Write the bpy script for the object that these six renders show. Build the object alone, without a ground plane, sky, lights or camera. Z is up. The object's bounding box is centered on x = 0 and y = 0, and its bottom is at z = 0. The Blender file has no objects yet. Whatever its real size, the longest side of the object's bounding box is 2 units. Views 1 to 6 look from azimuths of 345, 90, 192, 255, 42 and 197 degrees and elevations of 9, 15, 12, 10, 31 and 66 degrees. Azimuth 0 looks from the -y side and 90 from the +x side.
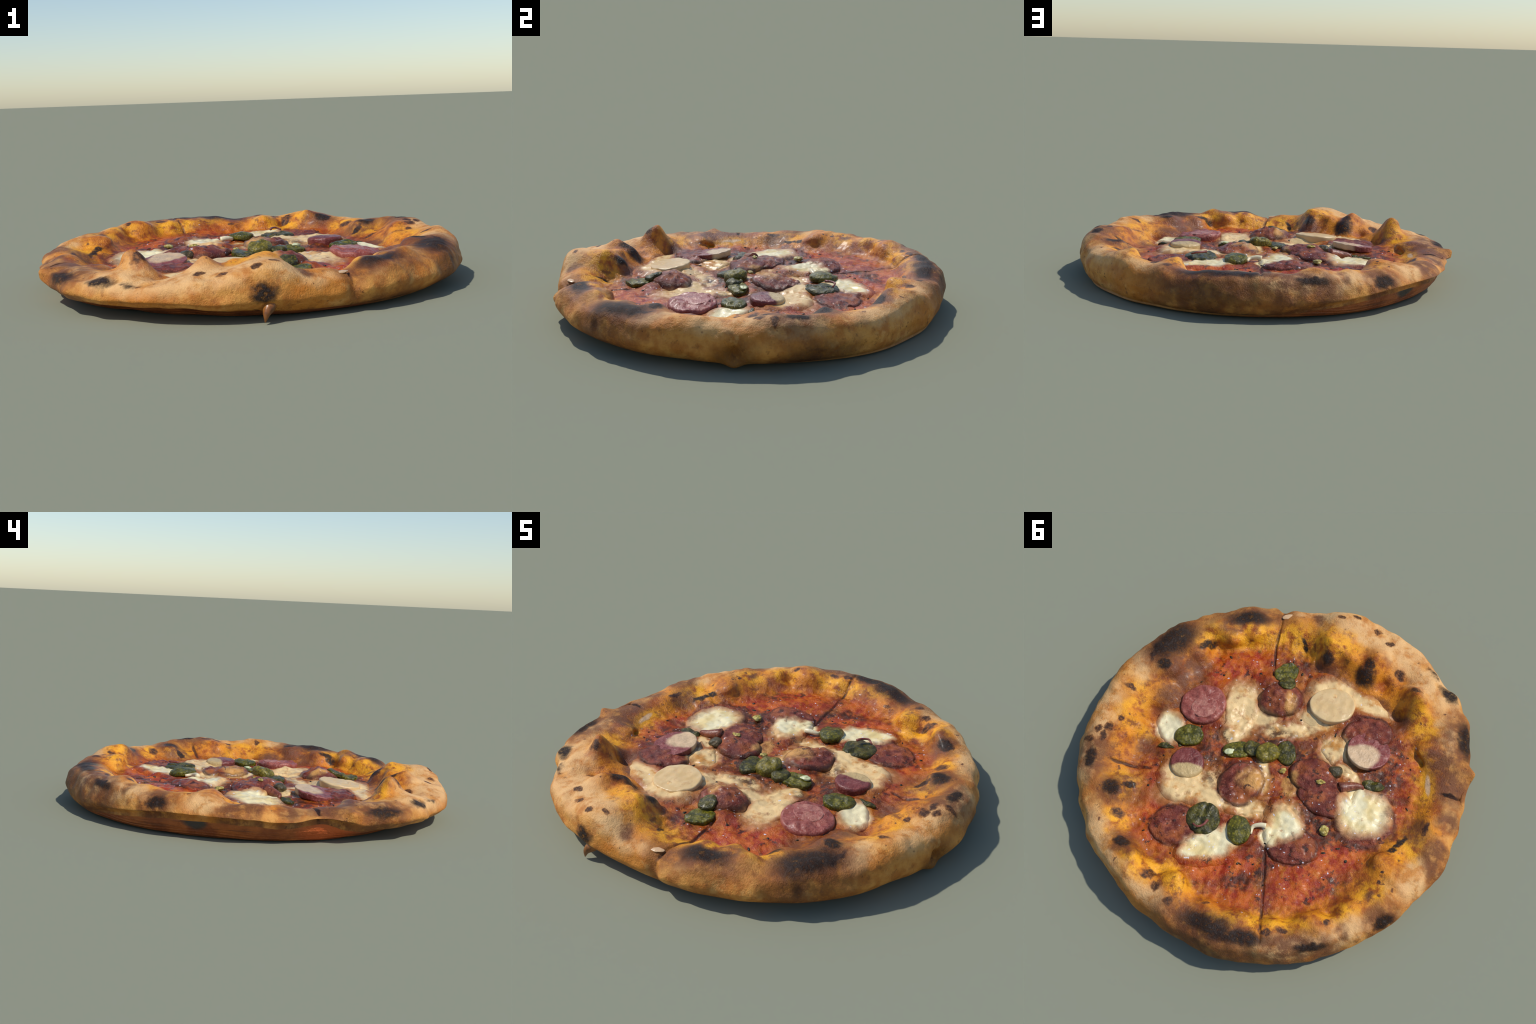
"""A wood-fired pizza: a puffed, charred crust ring round a sauced middle, with
melted cheese, draped salami, pale sausage rounds, pickled pepper slices.
Built as one lofted dough body (profile rings round the azimuth) split into
crust / sauce layer / underside, plus separate toppings laid on the sauce."""
import bpy, math
import numpy as np
from mathutils import Vector

TAU = 2 * math.pi
rng = np.random.default_rng(7)

# ------------------------------------------------------------------ helpers
def smooth(a, b, x):
    t = np.clip((x - a) / (b - a), 0, 1)
    return t * t * (3 - 2 * t)

class Waves:
    """smooth band-limited noise made of seeded plane waves"""
    def __init__(self, seed, scale, n=22):
        r = np.random.default_rng(seed)
        d = r.normal(size=(n, 3)); d /= np.linalg.norm(d, axis=1)[:, None]
        self.k = d * (TAU / scale) * r.uniform(0.6, 1.5, n)[:, None]
        self.p = r.uniform(0, TAU, n)
        self.a = math.sqrt(2.0 / n)
    def __call__(self, P):
        out = np.zeros(P.shape[:-1])
        for k, p in zip(self.k, self.p):
            out += np.sin(P @ k + p)
        return out * self.a

def ring_curve(table):
    """periodic smooth curve through (azimuth in degrees, value) pairs"""
    t = sorted(table)
    a = np.radians(np.array([q[0] for q in t], float)); v = np.array([q[1] for q in t], float)
    a = np.concatenate([a[-2:] - TAU, a, a[:2] + TAU]); v = np.concatenate([v[-2:], v, v[:2]])
    m = np.gradient(v, a)
    def f(x):
        x = (np.asarray(x) + math.pi) % TAU - math.pi
        i = np.clip(np.searchsorted(a, x) - 1, 0, len(a) - 2)
        h = a[i + 1] - a[i]; s = (x - a[i]) / h
        return (v[i] * (1 + 2 * s) * (1 - s) ** 2 + m[i] * h * s * (1 - s) ** 2
                + v[i + 1] * s * s * (3 - 2 * s) - m[i + 1] * h * s * s * (1 - s))
    return f

def new_mesh(name, verts, faces, mat, parent, origin=None, normals=None):
    verts = np.asarray(verts, float)
    o = np.zeros(3) if origin is None else np.asarray(origin, float)
    me = bpy.data.meshes.new(name)
    me.from_pydata((verts - o).tolist(), [], faces if isinstance(faces, list) else faces.tolist())
    me.materials.append(mat)
    me.polygons.foreach_set("use_smooth", np.ones(len(me.polygons), bool))
    me.update()
    if normals is not None:
        me.normals_split_custom_set_from_vertices(normals.tolist())
    ob = bpy.data.objects.new(name, me)
    ob.location = o
    bpy.context.scene.collection.objects.link(ob)
    ob.parent = parent
    return ob

def grid_faces(rows, cols, first=0):
    """quads between successive rings (columns wrap round)"""
    r = np.arange(rows - 1)[:, None] * cols + first
    c = np.arange(cols)[None, :]; c2 = (c + 1) % cols
    return np.stack([r + c, r + c2, r + cols + c2, r + cols + c], -1).reshape(-1, 4)

# ------------------------------------------------------------------ dough shape
# where the wall of the crust rises out of the sauce
FOOT = [(-180, .745), (-174, .75), (-164, .75), (-155, .735), (-145, .70), (-134, .675), (-118, .635),
        (-102, .635), (-93, .67), (-86, .71), (-77, .72), (-66, .72), (-52, .735), (-40, .67), (-25, .655),
        (-12, .675), (0, .67), (12, .685), (23, .68), (32, .715), (42, .745), (53, .75), (65, .70), (78, .745),
        (89, .745), (102, .78), (113, .78), (127, .75), (138, .715), (148, .685), (160, .71), (171, .745)]
RIDGE_Z = [(-176, .157), (-168, .165), (-160, .165), (-150, .163), (-142, .172), (-130, .170), (-121, .180),
           (-112, .212), (-103, .230), (-97, .222), (-91, .185), (-85, .175), (-78, .160), (-70, .190), (-62, .188),
           (-54, .186), (-46, .190), (-38, .204), (-28, .206), (-18, .210), (-8, .212), (0, .204), (7, .221),
           (15, .214), (24, .202), (33, .192), (40, .19), (48, .202), (56, .208), (64, .199), (71, .205),
           (80, .188), (88, .203), (95, .203), (101, .210), (108, .204), (114, .208), (121, .216), (128, .207),
           (136, .195), (146, .202), (153, .200), (160, .172), (168, .168)]
OUTER_R = [(-180, .976), (-173, .965), (-166, 1.006), (-160, 1.004), (-154, 1.034), (-147, 1.030), (-142, 1.044),
           (-136, 1.036), (-131, 1.038), (-122, 1.042), (-112, 1.040), (-104, 1.016), (-94, .992), (-87, .980),
           (-78, .972), (-72, .974), (-62, .974), (-53, .984), (-44, 1.002), (-36, 1.005), (-29, 1.004), (-22, 1.006),
           (-10, 1.004), (-1, 1.002), (6, 1.000), (14, .990), (22, .986), (30, .985), (36, .980), (49, .972), (61, .980),
           (73, .985), (83, .988), (91, .998), (98, 1.0), (106, 1.0), (112, 1.0), (120, .994), (128, .994), (136, .992),
           (143, .988), (150, .984), (157, .992), (162, .995), (168, .978), (174, .982)]
# how far out the dough still touches near the ground
BELLY_R = [(-180, .885), (-150, .862), (-120, .850), (-100, .872), (-80, .868), (-65, .870), (-45, .862), (-25, .868), (-5, .872), (15, .890),
           (35, .922), (60, .926), (85, .914), (110, .908), (130, .905), (155, .890)]
# the overhanging lip of the -x side: its height, and how strongly it overhangs
LIP_Z = [(-173, .125), (-168, .095), (-163, .066), (-155, .062), (-140, .064), (-128, .070), (-117, .068), (-105, .066),
         (-95, .055), (-80, .055), (-70, .05), (-40, .055), (0, .05), (60, .05), (95, .05), (110, .05), (118, .062),
         (126, .078), (132, .092), (138, .104), (146, .115), (155, .118), (162, .112), (170, .098), (177, .104)]
LIP_W = [(-180, 1), (-140, 1), (-115, .95), (-104, .8), (-92, .55), (-80, .3), (-66, .2), (-45, .45), (-30, .2), (0, 0), (60, 0), (92, 0),
         (104, .3), (114, .8), (124, 1), (150, 1)]
foot_r, ridge_z, outer_r = ring_curve(FOOT), ring_curve(RIDGE_Z), ring_curve(OUTER_R)
lip_z, lip_w, belly_r = ring_curve(LIP_Z), ring_curve(LIP_W), ring_curve(BELLY_R)

# soft swellings of the sauce: x, y, height, radius
SAUCE_LUMPS = [(.10, .09, .030, .10), (-.22, .0, .026, .12), (-.22, .37, .020, .10), (.08, -.40, .022, .09),
               (.43, .09, .012, .12), (.05, -.06, .015, .10), (-.45, -.28, .012, .13), (.44, -.27, .010, .13),
               (.36, .42, .012, .12), (-.53, .15, .006, .14), (-.21, -.42, .008, .14), (.3, -.55, .012, .07),
               (.21, .29, .018, .07), (-.62, .06, -.020, .17), (.16, -.49, .026, .06), (.37, .02, .020, .06), (.18, .0, .014, .06),
               (.09, .37, .018, .05), (-.15, .19, .026, .07), (-.56, .24, -.014, .08)]
w_big, w_mid, w_fine = Waves(1, .42), Waves(2, .13), Waves(3, .045)
def sauce_height(x, y):
    z = .117 + .015 * smooth(-.15, .55, y) + 0 * np.asarray(x)
    for cx, cy, h, r in SAUCE_LUMPS:
        z = z + h * np.exp(-((x - cx) ** 2 + (y - cy) ** 2) / r ** 2)
    P = np.stack([x, y, 0 * x], -1)
    return z + .0035 * w_big(P) + .0034 * w_mid(P) + .0014 * w_fine(P)

# bubbles, horns and dents of the dough: centre, push, radius, sharpness (2 = round, 1.2 = pointed)
BUBBLES = [
    # leaning horns on the -x -y side, with hollows behind them
    ((-.625, -.525, .165), (.004, .006, .098), .068, 1.6),
    ((-.655, -.530, .165), (-.022, .0, .010), .030, 2),
    ((-.595, -.575, .170), (-.012, -.012, .042), .056, 2),
    ((-.545, -.440, .150), (.0, .0, -.028), .05, 2),
    ((-.385, -.735, .180), (.004, .006, .072), .060, 1.6),
    ((-.350, -.655, .165), (.02, .045, .036), .058, 2),
    ((-.540, -.640, .170), (.0, -.01, -.026), .050, 2),
    # pits between the blisters and under the flaps
    ((-.440, -.600, .150), (.0, -.020, -.030), .036, 2),
    ((-.545, -.455, .150), (-.02, -.02, -.024), .036, 2),
    ((.015, -.700, .150), (.0, -.030, -.022), .032, 2),
    ((.470, -.600, .150), (.01, -.02, -.024), .036, 2),
    ((.690, -.170, .150), (.02, .0, -.020), .036, 2),
    ((.380, .690, .160), (.01, .02, -.022), .036, 2),
    ((-.480, .680, .160), (-.01, .02, -.022), .036, 2),
    # yellow dome at the -y side with charred blisters facing inwards
    ((-.150, -.765, .205), (.01, .045, .042), .085, 2),
    ((-.115, -.680, .170), (.0, .045, .032), .052, 2),
    ((-.250, -.710, .175), (.0, .02, .038), .052, 2),
    ((-.090, -.780, .200), (.0, .0, .020), .050, 2),
    # fat bubbles along the +x -y wall
    ((.300, -.770, .185), (-.01, .045, .014), .070, 2),
    ((.270, -.900, .170), (.0, .012, -.018), .060, 2),
    ((.410, -.690, .180), (-.02, .045, .022), .055, 2),
    ((.505, -.715, .180), (.0, .012, .030), .050, 2),
    ((.560, -.560, .170), (-.02, .025, .020), .070, 2),
    ((.690, -.420, .180), (-.04, .025, .018), .070, 2),
    ((.790, -.465, .190), (.0, .0, -.014), .060, 2),
    ((.640, -.265, .140), (-.025, .010, .012), .060, 2),
    ((.735, -.045, .150), (-.015, .0, .034), .055, 2),
    ((.700, .345, .150), (-.012, -.006, .034), .050, 2),
    ((.520, .667, .160), (-.012, -.016, .034), .048, 2),
    ((.770, .235, .170), (.02, .01, -.016), .05, 2),
    ((.800, .040, .185), (-.028, .0, .030), .070, 2),
    ((-.360, -.870, .190), (.0, .0, -.024), .10, 2), ((-.610, -.730, .180), (.0, .0, -.016), .085, 2),
    ((.560, .630, .185), (-.01, -.01, .016), .06, 2),
    ((1.00, .080, .105), (.004, .0, .0), .10, 2),
    # +y wall
    ((.290, .735, .180), (-.022, -.055, .034), .062, 2),
    ((.100, .800, .175), (.0, -.030, .010), .070, 2),
    ((-.070, .820, .180), (.0, -.030, .012), .075, 2),
    ((-.230, .810, .185), (.01, -.030, .012), .060, 2),
    ((-.400, .770, .180), (.02, -.040, .016), .080, 2),
    ((-.570, .640, .170), (.02, -.020, .004), .060, 2),
    ((-.680, .370, .165), (.050, -.020, .030), .070, 2),
    ((-.785, .320, .155), (.02, -.01, -.026), .050, 2),
    ((-.700, .232, .160), (.006, -.005, .004), .050, 2),
    ((-.745, -.290, .150), (.034, .010, .024), .060, 2),
    ((-.700, -.235, .130), (-.050, .0, -.018), .034, 2),
    ((-.830, .08, .150), (.01, .0, .010), .050, 2),
    # burnt lobes sticking out at the -x edge
    ((-.960, -.430, .140), (-.026, -.010, .030), .050, 1.7),
    ((-.962, -.225, .145), (-.036, .002, .014), .034, 1.6),
    ((-.890, -.530, .150), (-.028, -.016, .0), .07, 2),
    ((-.820, -.660, .150), (-.022, -.016, .0), .070, 2),
    ((-.950, .220, .115), (-.004, .0, .0), .10, 2),
    ((-.950, -.120, .100), (-.026, .0, .0), .10, 2),
    ((-.970, .070, .120), (-.010, .0, .0), .060, 2),
    ((-.960, -.340, .150), (-.030, -.005, .0), .055, 1.8),
    # torn fold at the -y side, pinch and knob at the +x side, slow swellings of the wall
    ((.190, -.935, .110), (-.004, .034, -.012), .034, 1.7),
    ((.235, -.945, .120), (.0, -.022, .0), .055, 2),
    ((.945, -.055, .022), (.026, .0, -.012), .040, 2),
    ((1.000, -.060, .090), (-.040, 0, 0), .034, 2),
    ((.40, -.94, .10), (.006, -.014, .0), .10, 2), ((.62, .76, .10), (-.008, -.010, .0), .14, 2),
    ((.95, -.30, .08), (-.012, .004, .004), .10, 2), ((.35, .92, .10), (-.004, -.010, .004), .10, 2),
    ((-.60, -.80, .10), (-.008, -.010, .0), .12, 2), ((.56, -.82, .10), (.008, -.012, .0), .10, 2),
]
# knife cuts: centre line points (x, y) and depth
CUTS = [
    ([(.182, -.90), (.178, -.80), (.172, -.70), (.155, -.61), (.137, -.53)], .010),
    ([(-.08, .42), (-.106, .513), (-.143, .674), (-.165, .785), (-.195, .907)], .008),
    ([(.80, .185), (.74, .178), (.674, .173), (.60, .162)], .006),
    ([(-.86, -.074), (-.95, -.075)], .008),
]
def cut_dist(x, y, pts):
    d = np.full(np.shape(x), 9.0)
    for (ax, ay), (bx, by) in zip(pts, pts[1:]):
        vx, vy = bx - ax, by - ay
        t = np.clip(((x - ax) * vx + (y - ay) * vy) / (vx * vx + vy * vy), 0, 1)
        d = np.minimum(d, np.hypot(x - ax - t * vx, y - ay - t * vy))
    return d

def build_body():
    N = 1000
    az = np.arange(N) / N * TAU - math.pi
    fr, rz, ro, lz, lw = foot_r(az), ridge_z(az), outer_r(az), lip_z(az), np.clip(lip_w(az), 0, 1)
    ca, sa = np.cos(az), np.sin(az)
    H = lambda r: sauce_height(r * ca, r * sa)
    wide = smooth(.24, .36, ro - fr)                      # a broad wall rises more gently
    rr = fr + (.63 + .085 * wide) * (ro - fr)              # ridge radius
    br = belly_r(az)
    # profile stations from the sauce over the ridge and under to the base
    st = [
        (fr - .10, H(fr - .10)), (fr, H(fr) + .001),
        (fr + .30 * (rr - fr), H(fr) + (.36 - .08 * wide) * (rz - H(fr))),
        (fr + .64 * (rr - fr), H(fr) + (.82 - .08 * wide) * (rz - H(fr))),
        (rr, rz),
        (rr + .52 * (ro - rr), rz - .015),
        (ro - .020, .56 * rz + .44 * .108),
        (ro, .108 * (1 - lw) + lw * (.55 * lz + .45 * .132)),
        (ro - .008 - .008 * lw, .070 * (1 - lw) + lw * (lz + .012)),
        ((br + .72 * (ro - br)) * (1 - lw) + lw * (ro - .034), .040 * (1 - lw) + lw * (lz - .003)),
        ((br + .42 * (ro - br)) * (1 - lw) + lw * np.minimum(br + .085, ro - .036), .020 * (1 - lw) + lw * (.74 * lz)),
        (br + .02 + .016 * lw, .009 * (1 - lw) + lw * (.36 * lz)),
        (br - .01, .003 + 0 * lw), (.79 * np.ones(N), .001 + 0 * lw), (.70 * np.ones(N), .001 + 0 * lw)]
    R = np.array([s[0] for s in st]); Z = np.array([s[1] for s in st])
    # Catmull-Rom through the stations
    per = [14, 12, 12, 12, 12, 12, 10, 8, 8, 8, 10, 8, 8]
    rows_r, rows_z = [], []
    for i, n in enumerate(per):
        j = i + 1
        if j + 2 > len(st) - 1: break
        for s in np.arange(n) / n:
            c = (-.5 * s + s * s - .5 * s ** 3, 1 - 2.5 * s * s + 1.5 * s ** 3, .5 * s + 2 * s * s - 1.5 * s ** 3, -.5 * s * s + .5 * s ** 3)
            rows_r.append(sum(k * R[j - 1 + q] for q, k in enumerate(c)))
            rows_z.append(sum(k * Z[j - 1 + q] for q, k in enumerate(c)))
    n_crust = sum(per[:9])                                # rows up to the lip
    # inside: sauce rows from the centre out to the foot
    M = 110
    t = ((np.arange(M) + .35) / (M + .35))
    in_r = [fr * q for q in t]
    in_z = [H(r) for r in in_r]
    # a flat underside
    K = 14
    un_r = [rows_r[-1] * (1 - (k + 1) / (K + .5)) for k in range(K)]
    un_z = [.001 + .0015 * (1 + np.sin(7 * az + k)) * math.sin(math.pi * k / K) for k in range(K)]
    Rr = np.array(in_r + rows_r + un_r); Zr = np.array(in_z + rows_z + un_z)
    P = np.stack([Rr * ca, Rr * sa, Zr], -1)
    nS, nC = M, n_crust
    # dough bubbles and folds
    Q = P.copy()
    for c, push, rad, sharp in BUBBLES:
        d = np.linalg.norm((P - np.array(c)) * (1, 1, .8), axis=-1)
        w = np.exp(-(d / rad) ** sharp)
        Q += w[..., None] * np.array(push)
    # handmade unevenness, strongest on the crust
    rad_dir = np.stack([ca + 0 * Rr, sa + 0 * Rr, .7 + 0 * Rr], -1)
    crust_w = smooth(0, .08, Rr - fr) * smooth(.02, .07, Zr)
    n0 = Waves(10, .40)(P); n1, n2, n3 = Waves(11, .20)(P), Waves(12, .08)(P), Waves(13, .024)(P)
    Q += rad_dir * (crust_w * (.0032 * n0 + .0036 * n1 + .0014 * n2 + .0002 * n3))[..., None]
    # ragged layers on the overhung wall
    row = np.arange(len(Rr))[:, None]
    und = smooth(nS + nC - 2, nS + nC + 8, row) * smooth(nS + sum(per) + 2, nS + sum(per) - 14, row)
    Q -= np.stack([ca + 0 * Rr, sa + 0 * Rr, 0 * Rr], -1) * (und * lw * .004 * np.sin(Zr * 420 + 3 * np.sin(az * 9)))[..., None]
    # knife cuts
    top = (row < nS + sum(per[:6])) * 1.0
    for pts, dep in CUTS:
        d = cut_dist(P[..., 0], P[..., 1], pts)
        Q[..., 2] -= dep * np.exp(-(d / .0065) ** 2) * top
    Q[..., 2] = np.maximum(Q[..., 2], 0)
    return Q, nS, nC, N

def split_body(Q, nS, nC, N, pizza, mat, mat_under):
    rows = len(Q)
    V = Q.reshape(-1, 3)
    F = grid_faces(rows, N)
    c_top, c_bot = len(V), len(V) + 1
    V = np.vstack([V, [[0, 0, float(sauce_height(np.array(0.), np.array(0.)))], [0, 0, .002]]])
    # vertex normals of the whole body
    a, b = V[F[:, 2]] - V[F[:, 0]], V[F[:, 3]] - V[F[:, 1]]
    fn = np.cross(a, b)
    nrm = np.zeros_like(V)
    for k in range(4):
        np.add.at(nrm, F[:, k], fn)
    nrm[c_top] = (0, 0, -1); nrm[c_bot] = (0, 0, 1)
    flip = -1 if nrm[(nS // 2) * N][2] < 0 else 1
    nrm *= flip
    nrm[c_top] = (0, 0, 1); nrm[c_bot] = (0, 0, -1)
    nrm /= np.maximum(np.linalg.norm(nrm, axis=1), 1e-12)[:, None]
    if flip < 0: F = F[:, ::-1]
    idx = np.arange(N)
    fan = lambda c, r, up: [[c, r * N + i, r * N + (i + 1) % N] if up else [c, r * N + (i + 1) % N, r * N + i] for i in idx]
    def part(name, r0, r1, m, extra=()):
        f = F[r0 * N: r1 * N].tolist() + list(extra)
        used = np.unique(np.concatenate([np.array(q) for q in (F[r0 * N: r1 * N].ravel(), np.array(extra, int).ravel())]))
        new = np.full(len(V), -1); new[used] = np.arange(len(used))
        return new_mesh(name, V[used], [[int(new[i]) for i in q] for q in f], m, pizza, normals=nrm[used])
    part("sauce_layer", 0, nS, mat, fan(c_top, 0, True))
    part("crust", nS, nS + nC, mat)
    part("underside", nS + nC, rows - 1, mat_under, fan(c_bot, rows - 1, False))

# ------------------------------------------------------------------ node toolkit
def ellipse_group():
    """node group: 1 inside a turned ellipse (or ellipsoid), fading to 0 across its soft edge"""
    if "soft_ellipse" in bpy.data.node_groups: return bpy.data.node_groups["soft_ellipse"]
    t = bpy.data.node_groups.new("soft_ellipse", "ShaderNodeTree")
    names = ("x", "y", "z", "ux", "uy", "uo", "vx", "vy", "vo", "wz", "wo", "outer", "inner")
    for k in names: t.interface.new_socket(k, in_out="INPUT", socket_type="NodeSocketFloat")
    t.interface.new_socket("mask", in_out="OUTPUT", socket_type="NodeSocketFloat")
    i, o = t.nodes.new("NodeGroupInput"), t.nodes.new("NodeGroupOutput")
    S = {k: i.outputs[k] for k in names}
    def ma(a, b, c):
        n = t.nodes.new("ShaderNodeMath"); n.operation = "MULTIPLY_ADD"
        for s, v in zip(n.inputs, (a, b, c)):
            if hasattr(v, "links"): t.links.new(v, s)
            else: s.default_value = v
        return n.outputs[0]
    u = ma(S["x"], S["ux"], ma(S["y"], S["uy"], S["uo"]))
    v = ma(S["x"], S["vx"], ma(S["y"], S["vy"], S["vo"]))
    w = ma(S["z"], S["wz"], S["wo"])
    q = ma(w, w, ma(v, v, ma(u, u, 0.0)))
    r = t.nodes.new("ShaderNodeMapRange"); r.interpolation_type = "SMOOTHSTEP"
    t.links.new(q, r.inputs[0]); t.links.new(S["outer"], r.inputs[1]); t.links.new(S["inner"], r.inputs[2])
    t.links.new(r.outputs[0], o.inputs[0])
    return t

class Nodes:
    def __init__(self, name):
        self.mat = bpy.data.materials.new(name); self.mat.use_nodes = True
        self.t = self.mat.node_tree; self.t.nodes.clear()
        self.coord = self.add("ShaderNodeTexCoord").outputs["Object"]
    def add(self, kind, **kw):
        n = self.t.nodes.new(kind)
        for k, v in kw.items(): setattr(n, k, v)
        return n
    def put(self, sock, v):
        if hasattr(v, "links"): self.t.links.new(v, sock)
        elif isinstance(v, (tuple, list)) and len(v) == 3 and sock.type == "RGBA": sock.default_value = (*v, 1)
        else: sock.default_value = v
    def math(self, op, a, b=0.0, c=0.0, clamp=False):
        n = self.add("ShaderNodeMath", operation=op, use_clamp=clamp)
        for s, v in zip(n.inputs, (a, b, c)): self.put(s, v)
        return n.outputs[0]
    def vec(self, op, a, b=(0, 0, 0), scale=1.0, out=0):
        n = self.add("ShaderNodeVectorMath", operation=op)
        self.put(n.inputs[0], a); self.put(n.inputs[1], b)
        if op == "SCALE": self.put(n.inputs["Scale"], scale)
        return n.outputs["Value"] if op in ("LENGTH", "DISTANCE", "DOT_PRODUCT") else n.outputs[0]
    def noise(self, scale, detail=3, rough=.55, vec=None, color=False, lac=2.0):
        n = self.add("ShaderNodeTexNoise")
        self.put(n.inputs["Vector"], vec or self.coord)
        n.inputs["Scale"].default_value = scale; n.inputs["Detail"].default_value = detail
        n.inputs["Roughness"].default_value = rough
        return n.outputs["Color" if color else "Fac"]
    def voronoi(self, scale, vec=None, feature="F1", rand=1.0):
        n = self.add("ShaderNodeTexVoronoi", feature=feature)
        self.put(n.inputs["Vector"], vec or self.coord); n.inputs["Scale"].default_value = scale
        n.inputs["Randomness"].default_value = rand
        return n
    def ramp(self, x, a, b, lo=0.0, hi=1.0):
        n = self.add("ShaderNodeMapRange", interpolation_type="SMOOTHSTEP")
        self.put(n.inputs[0], x)
        for i, v in zip((1, 2, 3, 4), (a, b, lo, hi)): n.inputs[i].default_value = v
        return n.outputs[0]
    def mix(self, f, a, b, blend="MIX"):
        n = self.add("ShaderNodeMix", data_type="RGBA", blend_type=blend)
        self.put(n.inputs["Factor"], f); self.put(n.inputs["A"], a); self.put(n.inputs["B"], b)
        return n.outputs["Result"]
    def warp(self, amount, scale, detail=2):
        c = self.vec("SUBTRACT", self.noise(scale, detail, color=True), (.5, .5, .5))
        return self.vec("ADD", self.coord, self.vec("SCALE", c, scale=amount))
    def axes(self, vec):
        """x, y, z of a vector as plain numbers (split once and kept)"""
        if not hasattr(self, "split"): self.split = {}
        key = vec.node.name
        if key not in self.split:
            q = self.add("ShaderNodeSeparateXYZ"); self.put(q.inputs[0], vec); self.split[key] = q.outputs
        return self.split[key]
    def spot(self, vec, c, size, rot=0, soft=.45):
        """a soft-edged elliptic patch; flat (xy) when the centre has two numbers"""
        x, y, z = self.axes(vec)
        co, si = math.cos(math.radians(rot)), math.sin(math.radians(rot))
        g = self.add("ShaderNodeGroup", node_tree=ellipse_group())
        a, b, cc, d = co / size[0], si / size[0], -si / size[1], co / size[1]
        e, f = (1 / size[2], -c[2] / size[2]) if len(c) == 3 else (0.0, 0.0)
        for s, val in zip(g.inputs, (x, y, z, a, b, -(a * c[0] + b * c[1]), cc, d, -(cc * c[0] + d * c[1]), e, f, (1 + soft) ** 2, (1 - soft) ** 2)):
            self.put(s, val)
        return g.outputs[0]
    def spots(self, vec, rows, soft=.45):
        out = None
        for r in rows:
            s = self.spot(vec, r[:2], r[2:4], r[4] if len(r) > 4 else 0, soft)
            out = s if out is None else self.math("MAXIMUM", out, s)
        return out
    def finish(self, color, rough=.5, bump=None, bump_d=.004, spec=.5, coat=0.0, sss=0.0, strength=1.0):
        p = self.add("ShaderNodeBsdfPrincipled")
        self.put(p.inputs["Base Color"], color); self.put(p.inputs["Roughness"], rough)
        self.put(p.inputs["Specular IOR Level"], spec)
        self.put(p.inputs["Coat Weight"], coat); p.inputs["Coat Roughness"].default_value = .22
        if sss:
            p.inputs["Subsurface Weight"].default_value = sss; p.inputs["Subsurface Radius"].default_value = (.02, .012, .006)
            p.inputs["Subsurface Scale"].default_value = .6
        if bump is not None:
            b = self.add("ShaderNodeBump"); b.inputs["Strength"].default_value = strength; b.inputs["Distance"].default_value = bump_d
            self.put(b.inputs["Height"], bump)
            self.t.links.new(b.outputs[0], p.inputs["Normal"])
        o = self.add("ShaderNodeOutputMaterial")
        self.t.links.new(p.outputs[0], o.inputs["Surface"])
        return self.mat

def flecks(n, vec, scale, size, share):
    """tiny irregular grains: a share of voronoi cells carries one"""
    v = n.voronoi(scale, vec)
    pick = n.math("LESS_THAN", n.add_sep(v.outputs["Color"]), share)
    return n.math("MULTIPLY", n.ramp(v.outputs["Distance"], size, size * .5), pick)
def _sep(self, col):
    s = self.add("ShaderNodeSeparateColor"); self.put(s.inputs[0], col); return s.outputs[0]
Nodes.add_sep = _sep

# ------------------------------------------------------------------ where colours sit (x, y, half length, half width, turn)
CHAR_BIG = [(.349, -.80, .10, .045, 20), (.700, -.560, .125, .075, 62), (.069, .883, .125, .050, -10), (-.100, .905, .10, .035, 6)]
# scorches on the shoulder of the rim: x, y, z, three half sizes, turn
CHAR_RIM = [(-.120, -.655, .200, .040, .050, .034, 17), (-.335, -.605, .180, .066, .060, .055, 17), (-.345, -.665, .222, .035, .04, .03, 17), (-.690, -.765, .165, .060, .040, .026, -43), (-.790, -.640, .160, .065, .040, .026, -38), (-.735, .650, .160, .052, .040, .034, 47),
            (-.414, .850, .180, .080, .034, .022, 12), (-.940, -.400, .155, .055, .100, .034, 17), (-.205, -.985, .118, .050, .05, .042, 0)]
CHAR_MID = [(.701, -.404, .038, .033, 17), 
            
            (.739, .333, .042, .040, 17), (.663, .283, .034, .016, 32), (.589, .598, .045, .026, -3), (.887, .221, .055, .026, 100),
            (-.712, .233, .015, .052, -33), (-.687, .283, .02, .015, 17), (.021, -.749, .012, .041, 32), (-.907, -.075, .043, .010, -3),
            (.52, -.60, .05, .02, 50)]
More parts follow.
